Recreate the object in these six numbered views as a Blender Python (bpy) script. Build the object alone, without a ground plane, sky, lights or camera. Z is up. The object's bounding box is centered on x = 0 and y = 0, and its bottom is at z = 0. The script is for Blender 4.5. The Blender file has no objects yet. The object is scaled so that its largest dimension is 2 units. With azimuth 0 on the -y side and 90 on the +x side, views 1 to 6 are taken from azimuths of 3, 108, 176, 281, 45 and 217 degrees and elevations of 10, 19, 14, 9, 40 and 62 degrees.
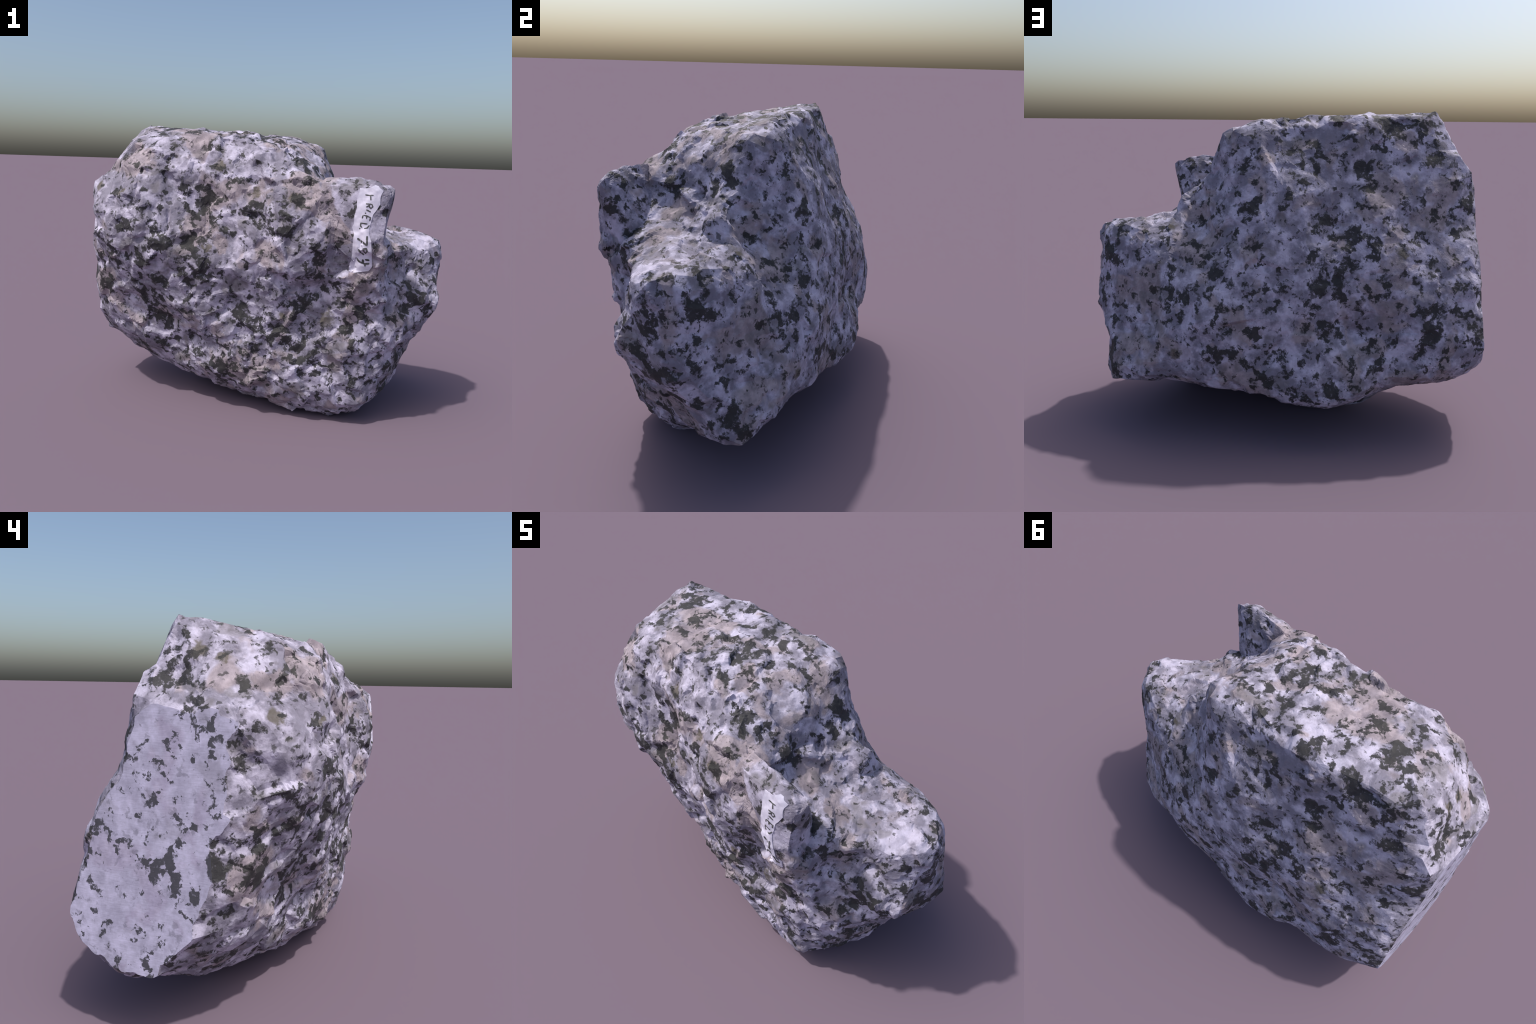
"""Hand specimen of speckled granite: a broken block with one sawn end,
a notch behind an upstanding spur, and a strip of white paint lettered in ink."""
import bpy, bmesh, math, random
import numpy as np
from mathutils import Vector, noise
from mathutils.bvhtree import BVHTree

SEED = 7
rng = np.random.default_rng(SEED)
random.seed(SEED)

# ---------------------------------------------------------------- form
# Corners, ridges and hollows of the block (metres), by part of its surface.
# The skin of the stone is spread smoothly through them, as a radius around HEART.
HEART = np.array([0.0, -0.05, 0.6])
LANDMARKS = {
    "crown": [
        (-0.519, -0.142, 1.519), (-0.169, -0.074, 1.543), (-0.616, -0.370, 1.406), (-0.520, -0.305, 1.482), (-0.407, -0.315, 1.491),
        (-0.282, -0.224, 1.501), (-0.271, -0.350, 1.477), (-0.102, -0.412, 1.399), (0.034, -0.378, 1.443), (0.004, -0.061, 1.505),
        (0.122, -0.392, 1.412), (0.317, 0.063, 1.457), (0.224, 0.052, 1.495), (0.265, 0.133, 1.471), (0.124, 0.125, 1.519),
        (0.022, 0.200, 1.395), (-0.101, 0.185, 1.425), (-0.029, 0.051, 1.521), (-0.059, 0.136, 1.531), (-0.241, 0.217, 1.409),
        (-0.198, 0.174, 1.513), (-0.625, 0.224, 1.362), (-0.505, 0.222, 1.390), (-0.449, 0.152, 1.528), (-0.342, 0.168, 1.542),
        (-0.260, 0.010, 1.516), (-0.579, 0.033, 1.549), (-0.720, 0.121, 1.567),
    ],
    "back_wall": [
        (0.448, -0.171, 1.096), (0.388, -0.091, 1.219), (0.437, 0.099, 1.039), (0.400, 0.152, 1.114), (0.327, 0.118, 1.245),
        (0.407, 0.210, 0.962), (0.395, 0.167, 0.999), (0.432, 0.424, 0.304), (0.392, 0.441, 0.414), (0.223, 0.210, 1.294),
        (0.076, 0.460, 0.454), (0.078, 0.472, 0.565), (0.031, 0.309, 1.226), (-0.243, 0.551, 0.352), (-0.355, 0.538, 0.391),
        (-0.513, 0.510, 0.456), (-0.296, 0.435, 0.555), (-0.219, 0.353, 1.058), (-0.547, 0.527, 0.356), (-0.710, 0.536, 0.361),
        (-0.519, 0.488, 0.752), (-0.675, 0.431, 0.880), (-0.589, 0.336, 1.077), (-0.393, 0.329, 1.153), (-0.367, 0.248, 1.279),
        (-0.686, 0.267, 1.257),
    ],
    "front_wall_upper": [
        (-0.742, -0.404, 1.230), (-0.289, -0.453, 1.010), (-0.308, -0.404, 1.037), (-0.299, -0.399, 1.113), (-0.235, -0.439, 1.090),
        (-0.018, -0.492, 1.121), (0.056, -0.541, 1.236), (0.212, -0.527, 0.846), (0.272, -0.578, 1.144), (0.307, -0.582, 1.057),
        (0.303, -0.530, 1.273), (0.232, -0.376, 1.346), (0.585, -0.551, 0.907), (0.573, -0.482, 0.962), (0.502, -0.442, 1.032),
        (0.486, -0.377, 1.079), (0.629, -0.392, 0.801), (0.733, -0.314, 0.875), (0.650, -0.402, 0.994),
    ],
    "sawn_end": [
        (-0.826, -0.018, 0.272), (-0.991, -0.024, 0.468), (-0.867, -0.183, 0.532), (-0.960, -0.069, 0.568), (-0.915, -0.211, 0.606),
        (-0.953, -0.109, 0.739), (-0.970, -0.149, 0.840), (-0.948, -0.156, 1.103), (-0.959, -0.184, 1.243), (-0.850, -0.220, 1.295),
        (-0.899, -0.348, 1.106), (-0.813, -0.312, 1.249), (-0.849, 0.284, 0.202), (-0.894, 0.395, 0.295), (-0.951, 0.285, 0.309),
        (-0.920, 0.425, 0.401), (-0.917, 0.463, 0.489), (-0.885, 0.417, 0.672), (-0.891, 0.385, 0.805), (-0.875, 0.329, 0.933),
        (-0.872, 0.248, 1.126), (-0.872, 0.117, 0.227), (-0.984, 0.123, 0.322), (-0.951, 0.055, 0.406), (-0.884, 0.225, 1.278),
        (-0.852, 0.096, 1.333), (-0.825, 0.215, 1.372),
    ],
    "front_wall_lower": [
        (-0.480, -0.235, 0.317), (-0.730, -0.216, 0.416), (-0.503, -0.263, 0.489), (-0.688, -0.220, 0.511), (-0.695, -0.255, 0.600),
        (-0.332, -0.303, 0.400), (-0.381, -0.366, 0.468), (-0.484, -0.339, 0.550), (-0.473, -0.418, 0.707), (-0.311, -0.323, 0.326),
        (-0.247, -0.407, 0.511), (-0.160, -0.415, 0.621), (-0.050, -0.434, 0.640), (0.082, -0.436, 0.281), (0.090, -0.492, 0.679),
        (0.109, -0.466, 0.582), (0.136, -0.475, 0.630), (0.355, -0.469, 0.548), (0.218, -0.443, 0.588), (0.300, -0.471, 0.754),
        (0.402, -0.460, 0.336), (0.585, -0.534, 0.780), (0.373, -0.298, 1.131), (0.646, -0.460, 0.444), (0.740, -0.368, 0.461),
        (0.727, -0.426, 0.577), (0.739, -0.362, 0.664), (0.573, -0.246, 1.031), (0.937, -0.281, 0.680), (0.907, -0.211, 0.944),
    ],
    "ledge_and_right_end": [
        (0.809, -0.158, 0.377), (0.958, -0.166, 0.724), (0.749, -0.160, 1.005), (0.504, -0.097, 1.080), (0.847, -0.013, 0.319),
        (0.992, 0.011, 0.576), (0.976, 0.037, 0.662), (0.972, -0.053, 0.875), (0.960, -0.092, 0.986), (0.812, 0.059, 1.001),
        (0.655, -0.054, 1.015), (0.621, 0.011, 1.018), (0.514, 0.042, 1.123), (0.492, -0.022, 1.165), (0.864, 0.135, 0.658),
        (0.650, 0.239, 0.786), (0.728, 0.356, 0.305), (0.737, 0.308, 0.438), (0.672, 0.267, 0.601), (0.456, 0.422, 0.438),
        (0.462, 0.428, 0.601),
    ],
    "underside": [
        (-0.667, -0.084, 0.248), (-0.211, -0.135, 0.065), (-0.341, -0.316, 0.234), (-0.005, -0.258, 0.044), (0.076, -0.349, 0.064),
        (0.345, -0.459, 0.218), (0.518, -0.448, 0.131), (0.491, -0.234, -0.004), (0.069, -0.040, 0.027), (0.614, -0.314, 0.098),
        (0.730, -0.293, 0.222), (0.004, -0.001, 0.012), (0.600, -0.150, 0.036), (0.438, -0.085, 0.039), (0.644, -0.252, 0.117),
        (0.692, -0.040, 0.125), (0.498, 0.001, 0.144), (0.561, 0.070, 0.179), (0.475, 0.064, 0.160), (0.808, 0.109, 0.184),
        (0.497, 0.158, 0.218), (0.577, 0.175, 0.241), (0.882, 0.265, 0.250), (0.360, 0.258, 0.220), (0.246, 0.338, 0.224),
        (0.343, 0.438, 0.275), (0.061, 0.243, 0.144), (0.085, 0.362, 0.219), (0.191, 0.438, 0.247), (0.142, 0.461, 0.260),
        (0.022, 0.134, 0.075), (-0.004, 0.268, 0.112), (0.040, 0.498, 0.223), (-0.012, 0.096, 0.024), (-0.111, 0.513, 0.214),
        (-0.074, 0.125, 0.002), (-0.174, 0.547, 0.239), (-0.227, 0.565, 0.281), (-0.302, 0.561, 0.298), (-0.296, 0.296, 0.108),
        (-0.515, 0.297, 0.178), (-0.495, 0.395, 0.252), (-0.446, 0.122, 0.027), (-0.517, 0.211, 0.141), (-0.581, 0.320, 0.228),
        (-0.315, 0.041, 0.009), (-0.376, 0.022, 0.057), (-0.623, 0.097, 0.121), (-0.760, 0.142, 0.195),
    ],
}


# Local swells (+) and hollows (-): a place on the skin and how far it is moved.
SWELLS = [
    (-0.90, 0.42, 0.72, 0.050), (-0.99, -0.11, 0.74, 0.051), (-0.88, 0.32, 0.99, 0.050), (-0.99, 0.06, 0.40, 0.060),
    (-0.79, -0.22, 0.59, -0.088), (-0.65, 0.41, 0.87, -0.037), (-0.93, 0.42, 0.40, 0.017), (-0.97, -0.13, 1.13, 0.017),
    (-0.78, -0.02, 0.29, -0.028), (-1.00, -0.03, 0.63, 0.033), (-0.92, 0.24, 1.15, 0.024), (-0.22, 0.33, 1.05, -0.026),
    (-0.81, 0.36, 0.25, -0.039), (-0.96, 0.24, 0.28, 0.044), (-0.98, -0.16, 0.99, 0.014), (-0.66, -0.25, 0.56, 0.052),
    (-0.98, 0.01, 0.75, -0.024), (0.39, 0.30, 0.87, -0.024), (-0.86, 0.14, 0.25, -0.053), (-0.93, 0.33, 0.67, -0.019),
    (-0.01, -0.48, 1.22, -0.028), (-0.75, 0.34, 1.02, -0.036), (-0.94, 0.22, 0.97, -0.019), (-0.88, -0.21, 1.27, -0.015),
    (0.08, -0.57, 1.17, 0.021), (-0.98, 0.15, 0.41, -0.022), (-0.00, -0.29, 0.07, -0.019), (-0.77, 0.08, 0.19, 0.028),
    (-0.27, 0.43, 0.18, -0.016), (0.24, -0.02, 0.05, -0.013), (-0.72, 0.24, 1.28, -0.010), (0.91, 0.16, 0.47, 0.020),
    (-0.11, 0.55, 0.23, 0.019), (0.05, -0.01, 0.04, -0.021), (0.04, -0.12, -0.00, 0.018), (-0.54, -0.45, 0.85, -0.017),
    (-0.05, 0.48, 0.52, -0.017), (0.09, -0.42, 0.29, -0.019), (-0.91, 0.45, 0.52, 0.010), (-0.08, -0.41, 1.43, 0.010),
    (-0.47, -0.31, 0.54, -0.022), (-0.48, -0.39, 0.62, 0.024), (-0.63, 0.34, 0.22, 0.018), (-0.75, 0.51, 0.37, -0.012),
    (-0.78, -0.25, 1.39, 0.009), (0.45, -0.31, 0.03, -0.012), (0.07, 0.48, 0.45, 0.013), (0.47, -0.13, 0.00, 0.016),
    (0.41, 0.46, 0.41, 0.012), (-0.10, 0.43, 0.17, -0.012), (-0.80, 0.38, 0.89, 0.014), (0.34, -0.03, 0.06, -0.015),
    (0.81, 0.24, 0.46, -0.018), (-0.84, -0.38, 1.06, -0.006), (-0.99, 0.07, 0.51, -0.011), (-0.50, -0.40, 0.70, -0.021),
]

# The end cut by a rock saw: an almost upright plane  n . p = d
SAW_N = np.array([-1.0, 0.160, 0.068])
SAW_D = 1.0254


def unit(v):
    return v / np.linalg.norm(v, axis=-1, keepdims=True)


class Skin:
    """Radius of the stone in every direction from its heart."""

    def __init__(self):
        pts = np.array([p for group in LANDMARKS.values() for p in group])
        rel = pts - HEART
        rad = np.linalg.norm(rel, axis=1)
        self.dirs = rel / rad[:, None]
        n = len(pts)
        a = np.zeros((n + 1, n + 1))
        a[:n, :n] = -self.spread(self.dirs, self.dirs) - 1e-5 * np.eye(n)
        a[:n, n] = a[n, :n] = 1.0
        self.w = np.linalg.solve(a, np.append(rad, 0.0))
        swells = np.array(SWELLS)
        self.bump_dirs, self.bump = unit(swells[:, :3] - HEART), np.clip(swells[:, 3], -0.05, 0.03)

    @staticmethod
    def spread(a, b):
        return np.sqrt(((a[:, None] - b[None]) ** 2).sum(2) + 0.035 ** 2)

    def __call__(self, u):
        out = np.empty(len(u))
        for i in range(0, len(u), 8000):
            out[i:i + 8000] = self.w[-1] - self.spread(u[i:i + 8000], self.dirs) @ self.w[:-1]
            d2 = ((u[i:i + 8000, None] - self.bump_dirs[None]) ** 2).sum(2)
            out[i:i + 8000] += np.exp(-d2 / (2 * 0.075 ** 2)) @ self.bump
        return out


skin = Skin()


def saw_radius(u):
    s = u @ SAW_N
    return np.where(s > 1e-3, (SAW_D - SAW_N @ HEART) / np.where(s > 1e-3, s, 1.0), 9.0)


def smooth(a, b, x):
    t = np.clip((x - a) / (b - a), 0.0, 1.0)
    return t * t * (3.0 - 2.0 * t)


def field(p, scale, offset=0.0, octaves=2):
    """Fractal noise, about -1 to 1, at every row of p."""
    o = Vector((offset, offset * 1.7, -offset))
    return np.array([noise.fractal(Vector(q) * scale + o, 0.8, 2.0, octaves) for q in p])


# ---- cleavage facets: a mesh of irregular flat triangles, 4 to 8 cm across,
# with a corner of it on every landmark
N_CAND = 40000
i = np.arange(N_CAND) + 0.5
zc = 1.0 - 2.0 * i / N_CAND
ph = math.pi * (1.0 + 5.0 ** 0.5) * i
cand = np.stack([np.sqrt(1 - zc * zc) * np.cos(ph), np.sqrt(1 - zc * zc) * np.sin(ph), zc], 1)
cand = unit(cand + rng.normal(0, 0.004, cand.shape))
order = np.concatenate([np.arange(len(skin.dirs)), len(skin.dirs) + rng.permutation(N_CAND)])
cand = np.vstack([skin.dirs, cand])
rad = np.minimum(skin(cand), saw_radius(cand) + 0.012)
pos = HEART + cand * rad[:, None]
patch = field(pos, 2.3, 3.1, 1)
space = 0.062 + 0.020 * np.clip(patch, -1, 1) + rng.uniform(-0.018, 0.018, len(cand))
space[:len(skin.dirs)] = 0.03
CELL = 0.08
cells, chosen = {}, []
for k in order:
    p, s = pos[k], space[k]
    c = (int(p[0] // CELL), int(p[1] // CELL), int(p[2] // CELL))
    near = [q for dx in (-1, 0, 1) for dy in (-1, 0, 1) for dz in (-1, 0, 1)
            for q in cells.get((c[0] + dx, c[1] + dy, c[2] + dz), ())]
    if all((p[0] - q[0]) ** 2 + (p[1] - q[1]) ** 2 + (p[2] - q[2]) ** 2 >= s * s for q in near):
        cells.setdefault(c, []).append(tuple(p))
        chosen.append(k)
u = cand[chosen]

bm = bmesh.new()
for d in u:
    bm.verts.new(d)
bmesh.ops.convex_hull(bm, input=bm.verts)
bm.verts.index_update()
bm.verts.ensure_lookup_table()
u = unit(np.array([v.co[:] for v in bm.verts]))
r = skin(u) - 0.006
p = HEART + u * r[:, None]


def roughness(p):
    """How raggedly the stone broke: coarse in front and in the notch, calmer behind."""
    front = smooth(0.05, -0.40, p[:, 1])
    notch = (smooth(0.32, 0.15, np.abs(p[:, 0] - 0.55)) * smooth(0.24, 0.10, np.abs(p[:, 2] - 1.10))
             * smooth(0.32, 0.1, np.abs(p[:, 1] + 0.10)))
    paint = smooth(0.12, 0.06, np.hypot(p[:, 0] - 0.485, (p[:, 2] - 1.06) * 0.45)) * front
    spur = smooth(0.27, 0.18, np.abs(p[:, 0] - 0.48)) * smooth(-0.34, -0.40, p[:, 1]) * smooth(1.00, 1.08, p[:, 2])
    return (0.42 + 0.58 * np.maximum(front, notch)) * (1.0 - 0.4 * paint) * (1.0 - 0.5 * spur)


# the saw left no hollow in its plane
s = saw_radius(u)
core = np.hypot(p[:, 1] - 0.13, (p[:, 2] - 0.68) * 0.45) < 0.17
r = np.where(core & (s < 2.0), s + 0.03, r + 0.012 * smooth(-0.010, 0.004, r - s))
for v, q in zip(bm.verts, HEART + u * r[:, None]):
    v.co = q
bmesh.ops.recalc_face_normals(bm, faces=bm.faces)
bmesh.ops.beautify_fill(bm, faces=bm.faces, edges=bm.edges, method="ANGLE")

# ---- the spur that stands up in front of the notch and carries the number,
# welded to the block
SPUR = {
    "rim": [(0.255, -0.465, 1.290), (0.380, -0.485, 1.305), (0.447, -0.505, 1.303), (0.530, -0.520, 1.292),
            (0.600, -0.512, 1.272), (0.622, -0.520, 1.258)],
    "front": [(0.240, -0.520, 1.262), (0.250, -0.545, 1.130), (0.400, -0.552, 1.265), (0.510, -0.565, 1.265),
              (0.440, -0.572, 1.046), (0.487, -0.588, 1.110), (0.500, -0.580, 0.960), (0.430, -0.565, 0.880)],
    "end": [(0.585, -0.565, 1.207), (0.586, -0.572, 1.129), (0.569, -0.573, 1.020), (0.574, -0.555, 0.900),
            (0.573, -0.535, 0.803)],
    "back": [(0.516, -0.468, 1.243), (0.486, -0.440, 1.182), (0.570, -0.425, 1.100), (0.490, -0.385, 1.070),
             (0.400, -0.440, 1.140), (0.300, -0.440, 1.240)],
    "root": [(0.250, -0.420, 1.000), (0.500, -0.360, 0.950), (0.555, -0.400, 0.850), (0.350, -0.420, 0.850)],
}
sp = bmesh.new()
for group in SPUR.values():
    for q in group:
        sp.verts.new(q)
hull = bmesh.ops.convex_hull(sp, input=sp.verts)
bmesh.ops.delete(sp, geom=[g for g in hull["geom_interior"] if isinstance(g, bmesh.types.BMVert)], context="VERTS")
bmesh.ops.recalc_face_normals(sp, faces=sp.faces)
bmesh.ops.subdivide_edges(sp, edges=[e for e in sp.edges if e.calc_length() > 0.07], cuts=1)
bmesh.ops.triangulate(sp, faces=sp.faces)


def as_object(b, name):
    me = bpy.data.meshes.new(name)
    b.to_mesh(me)
    b.free()
    ob = bpy.data.objects.new(name, me)
    bpy.context.collection.objects.link(ob)
    return ob


block, spur = as_object(bm, "block"), as_object(sp, "spur")
weld = block.modifiers.new("weld", "BOOLEAN")
weld.operation, weld.solver, weld.object = "UNION", "EXACT", spur
joined = block.evaluated_get(bpy.context.evaluated_depsgraph_get()).to_mesh()
bm = bmesh.new()
bm.from_mesh(joined)
block.evaluated_get(bpy.context.evaluated_depsgraph_get()).to_mesh_clear()
for ob in (block, spur):
    me = ob.data
    bpy.data.objects.remove(ob)
    bpy.data.meshes.remove(me)
bmesh.ops.triangulate(bm, faces=bm.faces)
bmesh.ops.dissolve_degenerate(bm, dist=0.004, edges=bm.edges)
bmesh.ops.remove_doubles(bm, verts=bm.verts, dist=0.012)
bmesh.ops.triangulate(bm, faces=bm.faces)


def breakage(cuts, amount):
    """Split every facet and shift the new corners along the normal."""
    if cuts:
        bmesh.ops.subdivide_edges(bm, edges=bm.edges, cuts=cuts, use_grid_fill=True)
    bm.normal_update()
    p = np.array([v.co[:] for v in bm.verts])
    n = np.array([v.normal[:] for v in bm.verts])
    p = p + n * amount(p)[:, None]
    for v, q in zip(bm.verts, p):
        v.co = q


def crystals(p, size, salt, tilt, step=0.07):
    """Flat cleavage faces: space is split into cells, and inside every cell the
    surface follows a plane of its own tilt, so that cells meet in ridges and small steps."""
    def rnd(c, k):
        h = np.sin(c @ np.array([127.1, 311.7, 74.7]) + salt * 17.3 + k * 53.9) * 43758.5453
        return h - np.floor(h)

    base = np.floor(p / size)
    d1, d2 = np.full(len(p), 9.0), np.full(len(p), 9.0)
    h1, h2 = np.zeros(len(p)), np.zeros(len(p))
    for dx in (-1, 0, 1):
        for dy in (-1, 0, 1):
            for dz in (-1, 0, 1):
                c = base + (dx, dy, dz)
                seed = c + np.stack([rnd(c, k) for k in (1, 2, 3)], 1)
                off = p / size - seed
                d = np.sqrt((off ** 2).sum(1))
                g = np.stack([rnd(c, k) - 0.5 for k in (4, 5, 6)], 1) * 2.0 * tilt
                h = (g * off).sum(1) * size + (rnd(c, 7) - 0.5) * size * step
                first, second = d < d1, (d >= d1) & (d < d2)
                d2 = np.where(first, d1, np.where(second, d, d2))
                h2 = np.where(first, h1, np.where(second, h, h2))
                d1, h1 = np.where(first, d, d1), np.where(first, h, h1)
    part = 0.5 + 0.5 * smooth(0.0, 0.013 / size, d2 - d1)
    return h1 * part + h2 * (1.0 - part)


# ---- broad unevenness, then crystal faces in two sizes, then their grain
breakage(0, lambda p: 0.007 * roughness(p) * (0.7 * rng.normal(0, 1, len(p)).clip(-2, 2) + 0.9 * field(p, 6.0, 11.0, 2)))
breakage(1, lambda p: 0.0018 * roughness(p) * rng.normal(0, 1, len(p)).clip(-1.6, 1.6))
breakage(3, lambda p: roughness(p) * (crystals(p, 0.140, 1.0, 0.20, 0.06) + crystals(p, 0.064, 2.0, 0.17, 0.05)))
bmesh.ops.smooth_vert(bm, verts=bm.verts, factor=0.12, use_axis_x=True, use_axis_y=True, use_axis_z=True)
breakage(0, lambda p: 0.0005 * rng.normal(0, 1, len(p)).clip(-2, 2))
for v in bm.verts:
    v.co.z = max(v.co.z, 0.0)

# ---- the sawn end
co, no = Vector(SAW_N) * (SAW_D / float(SAW_N @ SAW_N)), Vector(SAW_N).normalized()
cut = bmesh.ops.bisect_plane(bm, geom=bm.verts[:] + bm.edges[:] + bm.faces[:], dist=1e-5,
                             plane_co=co, plane_no=no, clear_outer=True)
rim = [e for e in cut["geom_cut"] if isinstance(e, bmesh.types.BMEdge)]
old = set(bm.faces)
bmesh.ops.triangle_fill(bm, edges=rim, use_beauty=True, use_dissolve=False, normal=no)
for f in bm.faces:
    f.material_index = 0 if f in old else 1
    f.smooth = True
bmesh.ops.recalc_face_normals(bm, faces=bm.faces)
low = min(v.co.z for v in bm.verts)
for v in bm.verts:
    v.co.z -= low
whole = bpy.data.meshes.new("whole")
bm.to_mesh(whole)
bvh = BVHTree.FromBMesh(bm)
bm.free()
whole.set_sharp_from_angle(angle=math.radians(15))

# ---------------------------------------------------------------- objects
rock = bpy.data.objects.new("granite_specimen", None)
rock["label"] = "broken grey and black speckled granite block, one end sawn, painted number"
rock["category"] = "granite rock"
bpy.context.collection.objects.link(rock)


def child(name, mesh, parent, mat):
    ob = bpy.data.objects.new(name, mesh)
    bpy.context.collection.objects.link(ob)
    ob.parent = parent
    if mat:
        mesh.materials.clear()
        mesh.materials.append(mat)
    return ob


def region(name, src, index):
    """The faces of one material index as a mesh that keeps the whole stone's normals."""
    cn = np.empty(len(src.loops) * 3, np.float32)
    src.corner_normals.foreach_get("vector", cn)
    cn = cn.reshape(-1, 3)
    remap, verts, faces, normals = {}, [], [], []
    for poly in src.polygons:
        if poly.material_index != index:
            continue
        f = []
        for li, vi in zip(poly.loop_indices, poly.vertices):
            if vi not in remap:
                remap[vi] = len(verts)
                verts.append(src.vertices[vi].co[:])
            f.append(remap[vi])
            normals.append(cn[li])
        faces.append(f)
    me = bpy.data.meshes.new(name)
    me.from_pydata(verts, [], faces)
    me.shade_smooth()
    me.normals_split_custom_set([tuple(map(float, n)) for n in normals])
    return me


# ---------------------------------------------------------------- materials
# Where the larger mineral knots lie in the stone: x, y, z and radius.
MICA_KNOTS = [
    (-0.99, -0.11, 0.71, 0.034), (-0.94, -0.02, 1.27, 0.031), (-0.90, -0.34, 0.96, 0.040), (-0.87, -0.22, 0.67, 0.059),
    (-0.87, -0.15, 1.33, 0.035), (-0.71, -0.44, 1.03, 0.054), (-0.65, -0.30, 0.63, 0.049), (-0.63, -0.44, 0.85, 0.062),
    (-0.59, -0.25, 0.53, 0.049), (-0.57, -0.23, 1.49, 0.042), (-0.57, -0.02, 1.54, 0.083), (-0.55, -0.40, 0.74, 0.036),
    (-0.53, -0.26, 0.47, 0.059), (-0.53, -0.48, 0.94, 0.042), (-0.42, -0.41, 1.21, 0.035), (-0.38, -0.46, 0.94, 0.053),
    (-0.34, -0.47, 0.80, 0.098), (-0.34, -0.39, 1.12, 0.033), (-0.28, -0.40, 1.20, 0.037), (-0.26, -0.38, 1.46, 0.038),
    (-0.21, -0.37, 0.26, 0.042), (-0.17, -0.16, 1.51, 0.033), (-0.10, -0.42, 0.57, 0.062), (-0.09, -0.48, 1.13, 0.045),
    (-0.04, -0.00, 1.52, 0.039), (-0.04, -0.17, 1.50, 0.058), (-0.02, -0.44, 0.50, 0.031), (-0.02, -0.46, 1.37, 0.029),
    (-0.01, -0.49, 1.09, 0.074), (0.04, -0.02, 1.51, 0.031), (0.05, -0.45, 0.45, 0.032), (0.09, -0.59, 1.05, 0.074),
    (0.15, -0.57, 1.18, 0.055), (0.17, -0.40, 1.39, 0.044), (0.17, -0.46, 0.44, 0.063), (0.20, -0.44, 1.34, 0.031),
    (0.23, -0.46, 0.68, 0.055), (0.24, -0.47, 0.35, 0.062), (0.24, -0.37, 1.34, 0.032), (0.25, -0.56, 0.93, 0.071),
    (0.34, -0.30, 1.21, 0.050), (0.37, 0.00, 1.32, 0.046), (0.43, -0.47, 0.55, 0.043), (0.46, -0.50, 0.48, 0.039),
    (0.50, -0.50, 0.63, 0.044), (0.59, -0.47, 1.15, 0.046), (0.64, -0.38, 1.01, 0.037), (0.67, -0.46, 0.59, 0.038),
    (0.73, -0.36, 0.66, 0.058), (0.77, -0.33, 0.76, 0.033), (0.81, -0.34, 0.67, 0.043), (0.93, -0.00, 0.46, 0.051),
    (0.96, -0.16, 0.65, 0.034), (0.97, -0.09, 0.56, 0.040), (0.97, -0.10, 0.81, 0.051), (-0.97, 0.05, 0.65, 0.029),
    (-0.96, 0.09, 0.71, 0.036), (-0.95, 0.17, 0.71, 0.030), (-0.92, 0.38, 0.72, 0.030), (-0.89, 0.34, 0.99, 0.047),
    (-0.85, 0.28, 1.13, 0.043), (-0.85, 0.05, 1.35, 0.032), (-0.79, 0.46, 0.77, 0.034), (-0.69, 0.23, 1.34, 0.041),
    (-0.65, 0.42, 0.87, 0.029), (-0.62, 0.52, 0.59, 0.082), (-0.47, 0.18, 1.48, 0.057), (-0.43, 0.47, 0.79, 0.037),
    (-0.43, 0.50, 0.48, 0.029), (-0.42, 0.20, 1.41, 0.050), (-0.39, 0.53, 0.41, 0.041), (-0.36, 0.25, 1.28, 0.050),
    (-0.30, 0.37, 1.01, 0.031), (-0.25, 0.11, 1.54, 0.054), (-0.21, 0.46, 0.76, 0.047), (-0.21, 0.37, 1.01, 0.043),
    (-0.20, 0.55, 0.31, 0.034), (-0.18, 0.48, 0.59, 0.045), (-0.17, 0.45, 0.80, 0.065), (-0.15, 0.36, 1.05, 0.056),
    (-0.11, 0.20, 1.42, 0.034), (-0.10, 0.43, 0.90, 0.045), (0.12, 0.49, 0.33, 0.044), (0.15, 0.31, 1.15, 0.030),
    (0.16, 0.39, 0.96, 0.049), (0.17, 0.47, 0.56, 0.044), (0.19, 0.31, 1.12, 0.048), (0.23, 0.20, 1.29, 0.053),
    (0.26, 0.32, 0.99, 0.034), (0.27, 0.16, 1.38, 0.032), (0.29, 0.47, 0.46, 0.037), (0.34, 0.38, 0.81, 0.041),
    (0.35, 0.46, 0.44, 0.063), (0.39, 0.15, 1.12, 0.029), (0.42, 0.12, 1.03, 0.037), (0.43, 0.09, 1.11, 0.037),
    (0.51, 0.36, 0.71, 0.040), (0.58, 0.36, 0.59, 0.028), (0.65, 0.26, 0.70, 0.029), (0.86, 0.12, 0.82, 0.032),
    (0.90, 0.19, 0.37, 0.037), (0.91, 0.07, 0.86, 0.042), (0.93, 0.08, 0.44, 0.037), (0.98, 0.01, 0.60, 0.039),
]
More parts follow.
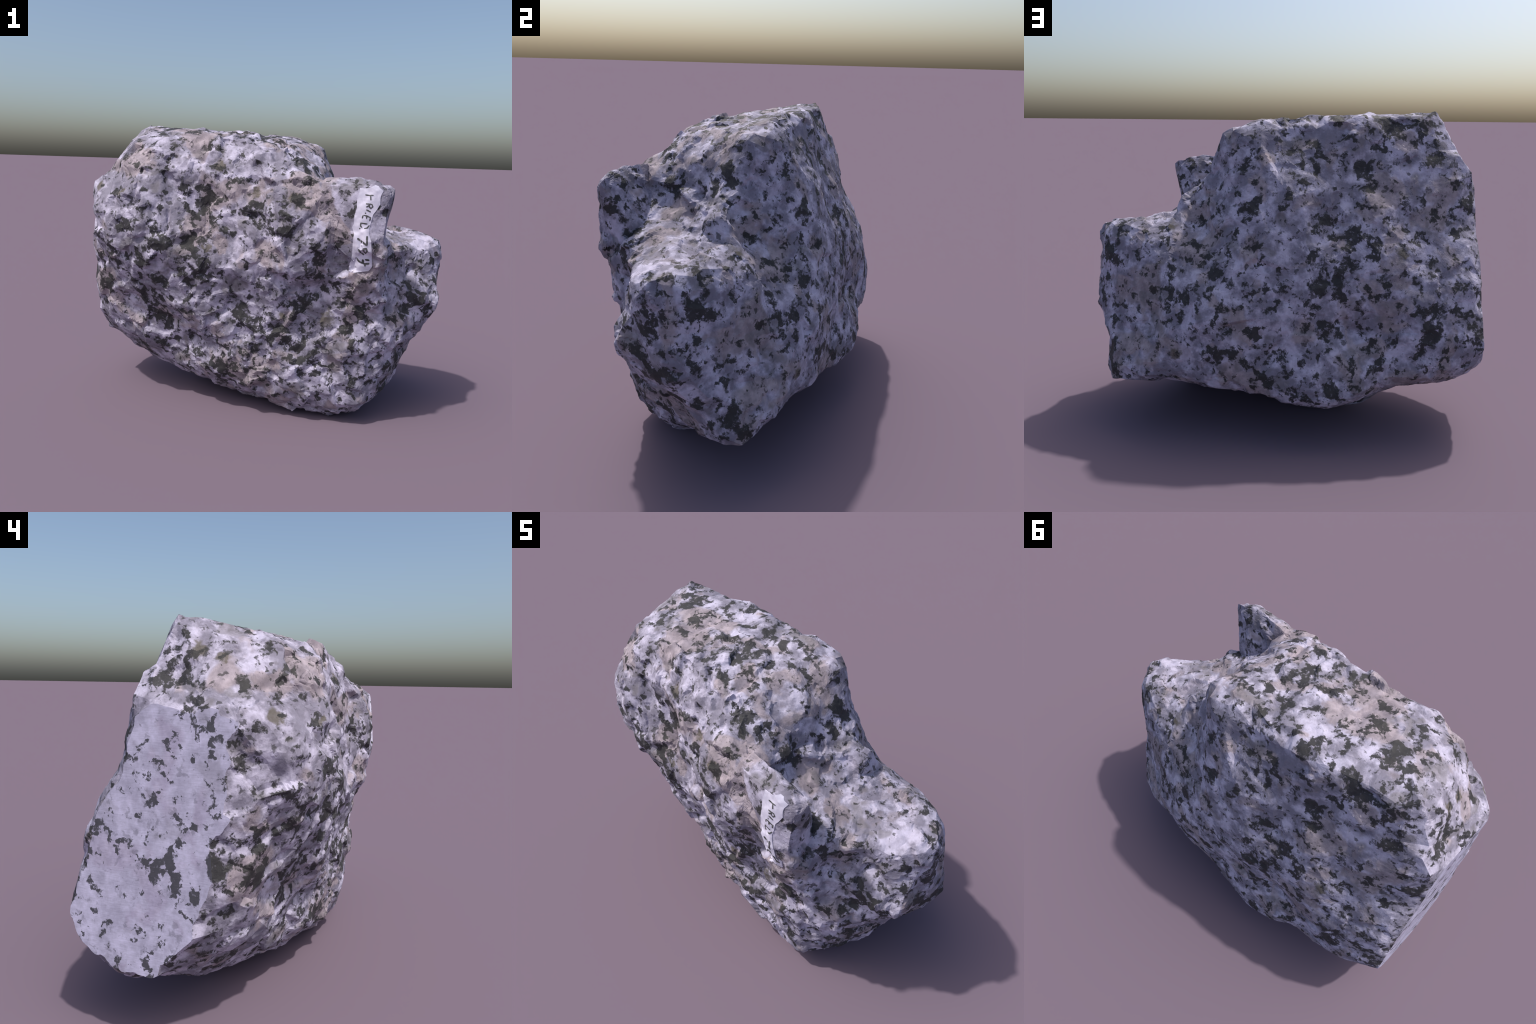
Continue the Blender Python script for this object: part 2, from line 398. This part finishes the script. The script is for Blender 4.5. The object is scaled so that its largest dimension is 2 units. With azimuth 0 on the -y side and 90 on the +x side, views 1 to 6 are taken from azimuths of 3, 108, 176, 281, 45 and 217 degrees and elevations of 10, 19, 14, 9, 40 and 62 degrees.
STAINS = [
    (-0.90, -0.27, 1.22, 0.040), (-0.82, -0.07, 1.42, 0.035), (-0.74, -0.41, 1.20, 0.027), (-0.29, -0.47, 0.93, 0.030),
    (-0.23, -0.42, 1.34, 0.036), (-0.05, -0.47, 1.22, 0.039), (0.11, -0.47, 0.60, 0.027), (0.14, -0.57, 1.19, 0.056),
    (0.34, -0.47, 0.58, 0.060), (-0.81, 0.01, 1.43, 0.044), (-0.52, 0.42, 0.94, 0.046), (0.54, 0.41, 0.44, 0.043),
    (0.57, 0.12, 1.00, 0.035),
]
FELDSPAR = [
    (-0.81, -0.24, 1.32, 0.054), (-0.66, -0.37, 1.37, 0.075), (-0.37, -0.35, 1.45, 0.084), (-0.35, -0.43, 1.04, 0.068),
    (-0.34, -0.27, 1.50, 0.100), (-0.24, -0.41, 0.49, 0.060), (-0.23, -0.07, 1.54, 0.051), (-0.20, -0.47, 0.95, 0.046),
    (-0.10, -0.37, 0.23, 0.097), (-0.01, -0.42, 0.32, 0.087), (0.02, -0.51, 1.17, 0.055), (0.06, -0.26, 1.47, 0.066),
    (0.15, -0.20, 1.46, 0.097), (0.17, -0.53, 1.28, 0.062), (0.26, -0.58, 1.14, 0.078), (0.31, -0.45, 1.28, 0.072),
    (0.34, -0.56, 1.04, 0.067), (0.40, -0.47, 0.35, 0.068), (0.47, -0.54, 0.76, 0.081), (0.58, -0.28, 1.02, 0.053),
    (-0.67, 0.18, 1.49, 0.044), (-0.58, 0.20, 1.44, 0.054), (-0.47, 0.30, 1.19, 0.060), (-0.12, 0.47, 0.77, 0.048),
    (0.12, 0.24, 1.35, 0.042), (0.15, 0.45, 0.75, 0.065), (0.37, 0.46, 0.50, 0.039),
]


class Nodes:
    """Short-hand for building a node tree."""

    def __init__(self, tree):
        self.t = tree

    def new(self, kind, **props):
        n = self.t.nodes.new(kind)
        for k, v in props.items():
            setattr(n, k, v)
        return n

    def put(self, sock, val):
        if isinstance(val, bpy.types.NodeSocket):
            self.t.links.new(val, sock)
        elif val is not None:
            sock.default_value = val

    def math(self, op, a, b=None, c=None, clamp=False):
        n = self.new("ShaderNodeMath", operation=op, use_clamp=clamp)
        for s, v in zip(n.inputs, (a, b, c)):
            self.put(s, v)
        return n.outputs[0]

    def vec(self, op, a, b=None, scale=None):
        n = self.new("ShaderNodeVectorMath", operation=op)
        self.put(n.inputs[0], a)
        self.put(n.inputs[1], b)
        if scale is not None:
            n.inputs[3].default_value = scale
        return n.outputs["Value"] if op == "DISTANCE" else n.outputs[0]

    def noise(self, p, scale, detail=2.0, rough=0.5, shift=0.0, distortion=0.0, colour=False):
        n = self.new("ShaderNodeTexNoise")
        if shift:
            p = self.vec("ADD", p, (shift, -shift * 0.7, shift * 1.3))
        self.put(n.inputs["Vector"], p)
        for k, v in (("Scale", scale), ("Detail", detail), ("Roughness", rough), ("Distortion", distortion)):
            n.inputs[k].default_value = v
        return n.outputs["Color"] if colour else n.outputs[0]

    def step(self, v, lo, hi):
        n = self.new("ShaderNodeMapRange", interpolation_type="SMOOTHSTEP")
        self.put(n.inputs[0], v)
        n.inputs[1].default_value, n.inputs[2].default_value = lo, hi
        return n.outputs[0]

    def mix(self, f, a, b, blend="MIX"):
        n = self.new("ShaderNodeMix", data_type="RGBA", blend_type=blend)
        self.put(n.inputs[0], f)
        for s, v in ((n.inputs[6], a), (n.inputs[7], b)):
            self.put(s, (*v, 1.0) if isinstance(v, tuple) else v)
        return n.outputs[2]

    def knots(self, p, spots):
        """1 at the middle of the nearest knot, 0 at its radius and negative beyond."""
        best = -1.0
        for x, y, z, r in spots:
            d = self.vec("DISTANCE", p, (x, y, z))
            best = self.math("MAXIMUM", best, self.math("MULTIPLY_ADD", d, -0.85 / r, 1.0))
        return best


def granite(name, sawn):
    m = bpy.data.materials.new(name)
    m.use_nodes = True
    t = m.node_tree
    t.nodes.clear()
    k = Nodes(t)
    p = k.new("ShaderNodeTexCoord").outputs["Object"]
    jag = k.vec("SUBTRACT", k.noise(p, 21.0, 4.0, 0.65, colour=True), (0.5, 0.5, 0.5))
    q = k.vec("ADD", p, k.vec("SCALE", jag, scale=0.042))
    q2 = k.vec("ADD", p, k.vec("SCALE", jag, scale=0.08))

    # pale ground of feldspar: lavender grey to white
    pale = k.step(k.noise(p, 10.5, 4.0, 0.62, 2.0), 0.37 if sawn else 0.40, 0.63)
    if sawn:
        col = k.mix(pale, (0.355, 0.34, 0.45), (0.47, 0.45, 0.59))
    else:
        col = k.mix(pale, (0.200, 0.186, 0.240), (0.46, 0.43, 0.545))
    # beige-pink crystals
    pink = k.math("ADD", k.noise(p, 5.2, 3.0, 0.55, 5.0, 0.4), k.math("MULTIPLY", k.math("MAXIMUM", k.knots(q2, FELDSPAR), -0.25), 0.22))
    pink = k.step(pink, 0.475, 0.565)
    tone = k.step(k.noise(p, 16.0, 3.0, 0.6, 8.0), 0.35, 0.65)
    flesh = k.mix(tone, (0.205, 0.172, 0.190), (0.350, 0.295, 0.318)) if not sawn else k.mix(tone, (0.33, 0.30, 0.41), (0.40, 0.365, 0.48))
    col = k.mix(k.math("MULTIPLY", pink, 0.85), col, flesh)
    # glassy grey-brown quartz
    quartz = k.step(k.noise(p, 8.0, 2.0, 0.5, 13.0, 0.3), 0.60, 0.67)
    col = k.mix(k.math("MULTIPLY", quartz, 0.25 if sawn else 0.6), col, (0.15, 0.137, 0.148))
    # clouding and fine grain
    cloud = k.noise(p, 34.0, 5.0, 0.65, 3.0)
    col = k.mix(1.0, col, k.mix(cloud, (0.62, 0.62, 0.62), (1.36, 1.36, 1.38)), "MULTIPLY")

    # olive-brown stains
    stain = k.math("ADD", k.knots(q2, STAINS), k.math("MULTIPLY_ADD", k.noise(p, 20.0, 4.0, 0.6, 17.0), 1.6, -0.85))
    stain = k.step(stain, 0.15, 0.6)
    if sawn:
        stain = k.math("MULTIPLY", stain, 0.3)
    col = k.mix(k.math("MULTIPLY", stain, 0.8), col, (0.088, 0.076, 0.050))
    rust = k.step(k.noise(p, 6.0, 3.0, 0.6, 29.0), 0.72, 0.80)
    col = k.mix(k.math("MULTIPLY", rust, 0.5), col, (0.20, 0.15, 0.07))

    # black mica and hornblende: knots with ragged rims, and loose flakes
    body = k.noise(q, 20.0, 4.0, 0.60, 21.0, 0.15)
    swarm = k.noise(p, 4.2, 2.0, 0.5, 33.0)
    knot = k.math("MAXIMUM", k.knots(q, MICA_KNOTS), -0.22)
    level = k.math("ADD", body, k.math("MULTIPLY_ADD", swarm, 0.34, -0.165))
    level = k.math("ADD", level, k.math("MULTIPLY", knot, 0.16))
    flake = k.step(k.noise(q, 27.0, 3.0, 0.55, 41.0), 0.595, 0.665)
    if sawn:
        dark = k.step(level, 0.555, 0.590)
        flake = k.math("MULTIPLY", flake, 0.35)
    else:
        dark = k.step(level, 0.505, 0.580)
        flake = k.math("MULTIPLY", flake, 0.8)
    dark = k.math("MAXIMUM", dark, flake)
    # pale crumbs left inside the knots
    crumb = k.step(k.noise(p, 46.0, 3.0, 0.6, 51.0), 0.58, 0.70)
    dark = k.math("MULTIPLY", dark, k.math("MULTIPLY_ADD", crumb, -0.45, 0.96))
    black = k.mix(k.noise(p, 55.0, 3.0, 0.6, 61.0), (0.014, 0.014, 0.016), (0.042, 0.041, 0.040))
    if sawn:
        black = k.mix(k.noise(p, 55.0, 3.0, 0.6, 61.0), (0.038, 0.038, 0.046), (0.068, 0.068, 0.080))
    col = k.mix(dark, col, black)

    height = k.math("ADD", k.math("MULTIPLY", k.noise(p, 60.0, 4.0, 0.6, 71.0), 0.5), k.math("MULTIPLY", k.noise(p, 160.0, 2.0, 0.5, 75.0), 0.25))
    if sawn:
        # faint parallel scoring left by the blade
        mp = k.new("ShaderNodeMapping")
        k.put(mp.inputs["Vector"], p)
        mp.inputs["Rotation"].default_value = (math.radians(28), 0, 0)
        mp.inputs["Scale"].default_value = (1.0, 9.0, 70.0)
        score = k.noise(mp.outputs[0], 3.0, 3.0, 0.6)
        col = k.mix(1.0, col, k.mix(score, (0.80, 0.80, 0.80), (1.19, 1.19, 1.20)), "MULTIPLY")
        height = k.math("ADD", k.math("MULTIPLY", height, 0.25), k.math("MULTIPLY", score, 0.3))
    bump = k.new("ShaderNodeBump")
    bump.inputs["Strength"].default_value = 0.2 if sawn else 0.55
    bump.inputs["Distance"].default_value = 0.006
    k.put(bump.inputs["Height"], height)
    b = k.new("ShaderNodeBsdfPrincipled")
    k.put(b.inputs["Base Color"], col)
    k.put(b.inputs["Roughness"], k.math("MULTIPLY_ADD", dark, -0.12, 0.78))
    b.inputs["Specular IOR Level"].default_value = 0.25
    k.put(b.inputs["Normal"], bump.outputs[0])
    out = k.new("ShaderNodeOutputMaterial")
    t.links.new(b.outputs[0], out.inputs[0])
    return m


def coat(name, low, high, rough, scale):
    m = bpy.data.materials.new(name)
    m.use_nodes = True
    k = Nodes(m.node_tree)
    b = m.node_tree.nodes["Principled BSDF"]
    p = k.new("ShaderNodeTexCoord").outputs["Object"]
    k.put(b.inputs["Base Color"], k.mix(k.step(k.noise(p, scale, 4.0, 0.6), 0.3, 0.7), low, high))
    b.inputs["Roughness"].default_value = rough
    return m


granite_broken = granite("granite_broken", False)
granite_sawn = granite("granite_sawn", True)
white_paint = coat("white_paint", (0.50, 0.48, 0.60), (0.66, 0.63, 0.76), 0.7, 28.0)
ink = coat("ink", (0.03, 0.03, 0.03), (0.10, 0.10, 0.105), 0.7, 60.0)


body = child("fractured_surface", region("fractured_surface", whole, 0), rock, granite_broken)
sawn = child("sawn_face", region("sawn_face", whole, 1), rock, granite_sawn)
bpy.data.meshes.remove(whole)

# ---------------------------------------------------------------- painted number
PAINT_DIR = Vector((0.133, 0.985, -0.111)).normalized()


def on_stone(x, z, lift):
    start = Vector((x, -0.575, z)) - PAINT_DIR * 0.4
    hit, n, _, _ = bvh.ray_cast(start, PAINT_DIR, 1.0)
    if hit is None:
        return None
    return hit - PAINT_DIR * lift


STRIP = [(0.450, 1.263), (0.475, 1.261), (0.500, 1.265), (0.521, 1.280), (0.536, 1.275), (0.543, 1.265),
         (0.561, 1.253), (0.552, 1.235), (0.548, 1.217), (0.549, 1.188), (0.533, 1.159), (0.518, 1.137),
         (0.511, 1.098), (0.505, 1.073), (0.508, 1.041), (0.518, 1.009), (0.522, 0.974), (0.527, 0.928),
         (0.531, 0.889), (0.516, 0.866), (0.444, 0.854), (0.421, 0.860), (0.422, 0.901), (0.429, 0.911),
         (0.432, 0.963), (0.431, 1.015), (0.436, 1.044), (0.424, 1.076), (0.432, 1.095), (0.432, 1.133),
         (0.441, 1.165), (0.440, 1.213), (0.446, 1.232)]


def in_strip(x, z, poly):
    odd = False
    for (ax, az), (bx, bz) in zip(poly, poly[1:] + poly[:1]):
        if (az > z) != (bz > z) and x < (bx - ax) * (z - az) / (bz - az) + ax:
            odd = not odd
    return odd


def film(name, polys, step, lift, depth):
    """A thin coat over the stone inside each flat outline, with real thickness."""
    b = bmesh.new()
    for poly in polys:
        face = b.faces.new([b.verts.new((x, 0.0, z)) for x, z in poly])
        face.normal_update()
    bmesh.ops.triangulate(b, faces=b.faces[:])
    lo = min(z for q in polys for _, z in q)
    hi = max(z for q in polys for _, z in q)
    left = min(x for q in polys for x, _ in q)
    right = max(x for q in polys for x, _ in q)
    for axis, a, e in (("x", left, right), ("z", lo, hi)):
        t = a + step
        while t < e:
            bmesh.ops.bisect_plane(b, geom=b.verts[:] + b.edges[:] + b.faces[:], dist=1e-6,
                                   plane_co=(t, 0, 0) if axis == "x" else (0, 0, t),
                                   plane_no=(1, 0, 0) if axis == "x" else (0, 0, 1))
            t += step
    dead = []
    for v in b.verts:
        q = on_stone(v.co.x, v.co.z, lift)
        if q is None:
            dead.append(v)
        else:
            v.co = q
    bmesh.ops.delete(b, geom=dead, context="VERTS")
    bmesh.ops.recalc_face_normals(b, faces=b.faces)
    b.normal_update()
    if sum((f.normal.dot(PAINT_DIR) for f in b.faces)) > 0:
        bmesh.ops.reverse_faces(b, faces=b.faces)
    ext = bmesh.ops.extrude_face_region(b, geom=b.faces[:], use_keep_orig=True)
    for v in ext["geom"]:
        if isinstance(v, bmesh.types.BMVert):
            v.co += PAINT_DIR * -depth
    bmesh.ops.recalc_face_normals(b, faces=b.faces)
    me = bpy.data.meshes.new(name)
    b.to_mesh(me)
    b.free()
    me.shade_smooth()
    me.set_sharp_from_angle(angle=math.radians(28))
    return me


label = child("paint_label", film("paint_label", [STRIP], 0.006, 0.0005, 0.002), rock, white_paint)


def stroke(pts, width):
    """Outline of one pen stroke: a ribbon with tapered ends."""
    fine = []
    for (ax, az), (bx, bz) in zip(pts, pts[1:]):
        m = max(2, int(math.hypot(bx - ax, bz - az) / 0.004))
        fine += [(ax + (bx - ax) * k / m, az + (bz - az) * k / m) for k in range(m)]
    fine.append(pts[-1])
    left, right = [], []
    for k, (x, z) in enumerate(fine):
        a, c = fine[max(k - 1, 0)], fine[min(k + 1, len(fine) - 1)]
        d = Vector((c[0] - a[0], c[1] - a[1])).normalized()
        w = width * 0.5 * (0.55 if k in (0, len(fine) - 1) else 1.0) * random.uniform(0.85, 1.15)
        left.append((x - d.y * w, z + d.x * w))
        right.append((x + d.y * w, z - d.x * w))
    return [[left[k], left[k + 1], right[k + 1], right[k]] for k in range(len(fine) - 1)]


# hand-lettered, reading downwards: each letter as its pen strokes on the strip
LETTERING = {
    "letter_t": [[(0.476, 1.231), (0.496, 1.229), (0.515, 1.230)], [(0.501, 1.230), (0.504, 1.206)]],
    "letter_r": [[(0.482, 1.189), (0.510, 1.187), (0.515, 1.176), (0.507, 1.168), (0.499, 1.174), (0.499, 1.186)],
                 [(0.499, 1.182), (0.484, 1.173)]],
    "letter_i": [[(0.485, 1.161), (0.507, 1.151)], [(0.480, 1.146), (0.486, 1.143)]],
    "letter_e": [[(0.474, 1.135), (0.490, 1.132), (0.508, 1.124), (0.504, 1.109)],
                 [(0.472, 1.134), (0.469, 1.119)], [(0.490, 1.131), (0.489, 1.118)]],
    "letter_d": [[(0.471, 1.076), (0.463, 1.084), (0.464, 1.097), (0.495, 1.094)],
                 [(0.481, 1.072), (0.493, 1.074), (0.505, 1.088)], [(0.458, 1.073), (0.463, 1.069)]],
    "digit_seven": [[(0.497, 1.037), (0.499, 0.992), (0.476, 1.007), (0.452, 1.024)]],
    "digit_nine": [[(0.482, 0.975), (0.497, 0.976), (0.502, 0.963), (0.495, 0.953), (0.487, 0.959), (0.482, 0.978)],
                   [(0.489, 0.945), (0.472, 0.957), (0.459, 0.971)]],
    "digit_four": [[(0.450, 0.930), (0.469, 0.910), (0.495, 0.901), (0.517, 0.903)], [(0.494, 0.922), (0.516, 0.919)],
                   [(0.483, 0.923), (0.488, 0.907)], [(0.495, 0.901), (0.497, 0.888)]],
}
for name, strokes in LETTERING.items():
    width = 0.0062 if name.startswith("letter") else 0.0088
    quads = [q for s in strokes for q in stroke(s, width)]
    child(name, film(name, quads, 0.004, 0.0027, 0.0006), label, ink)
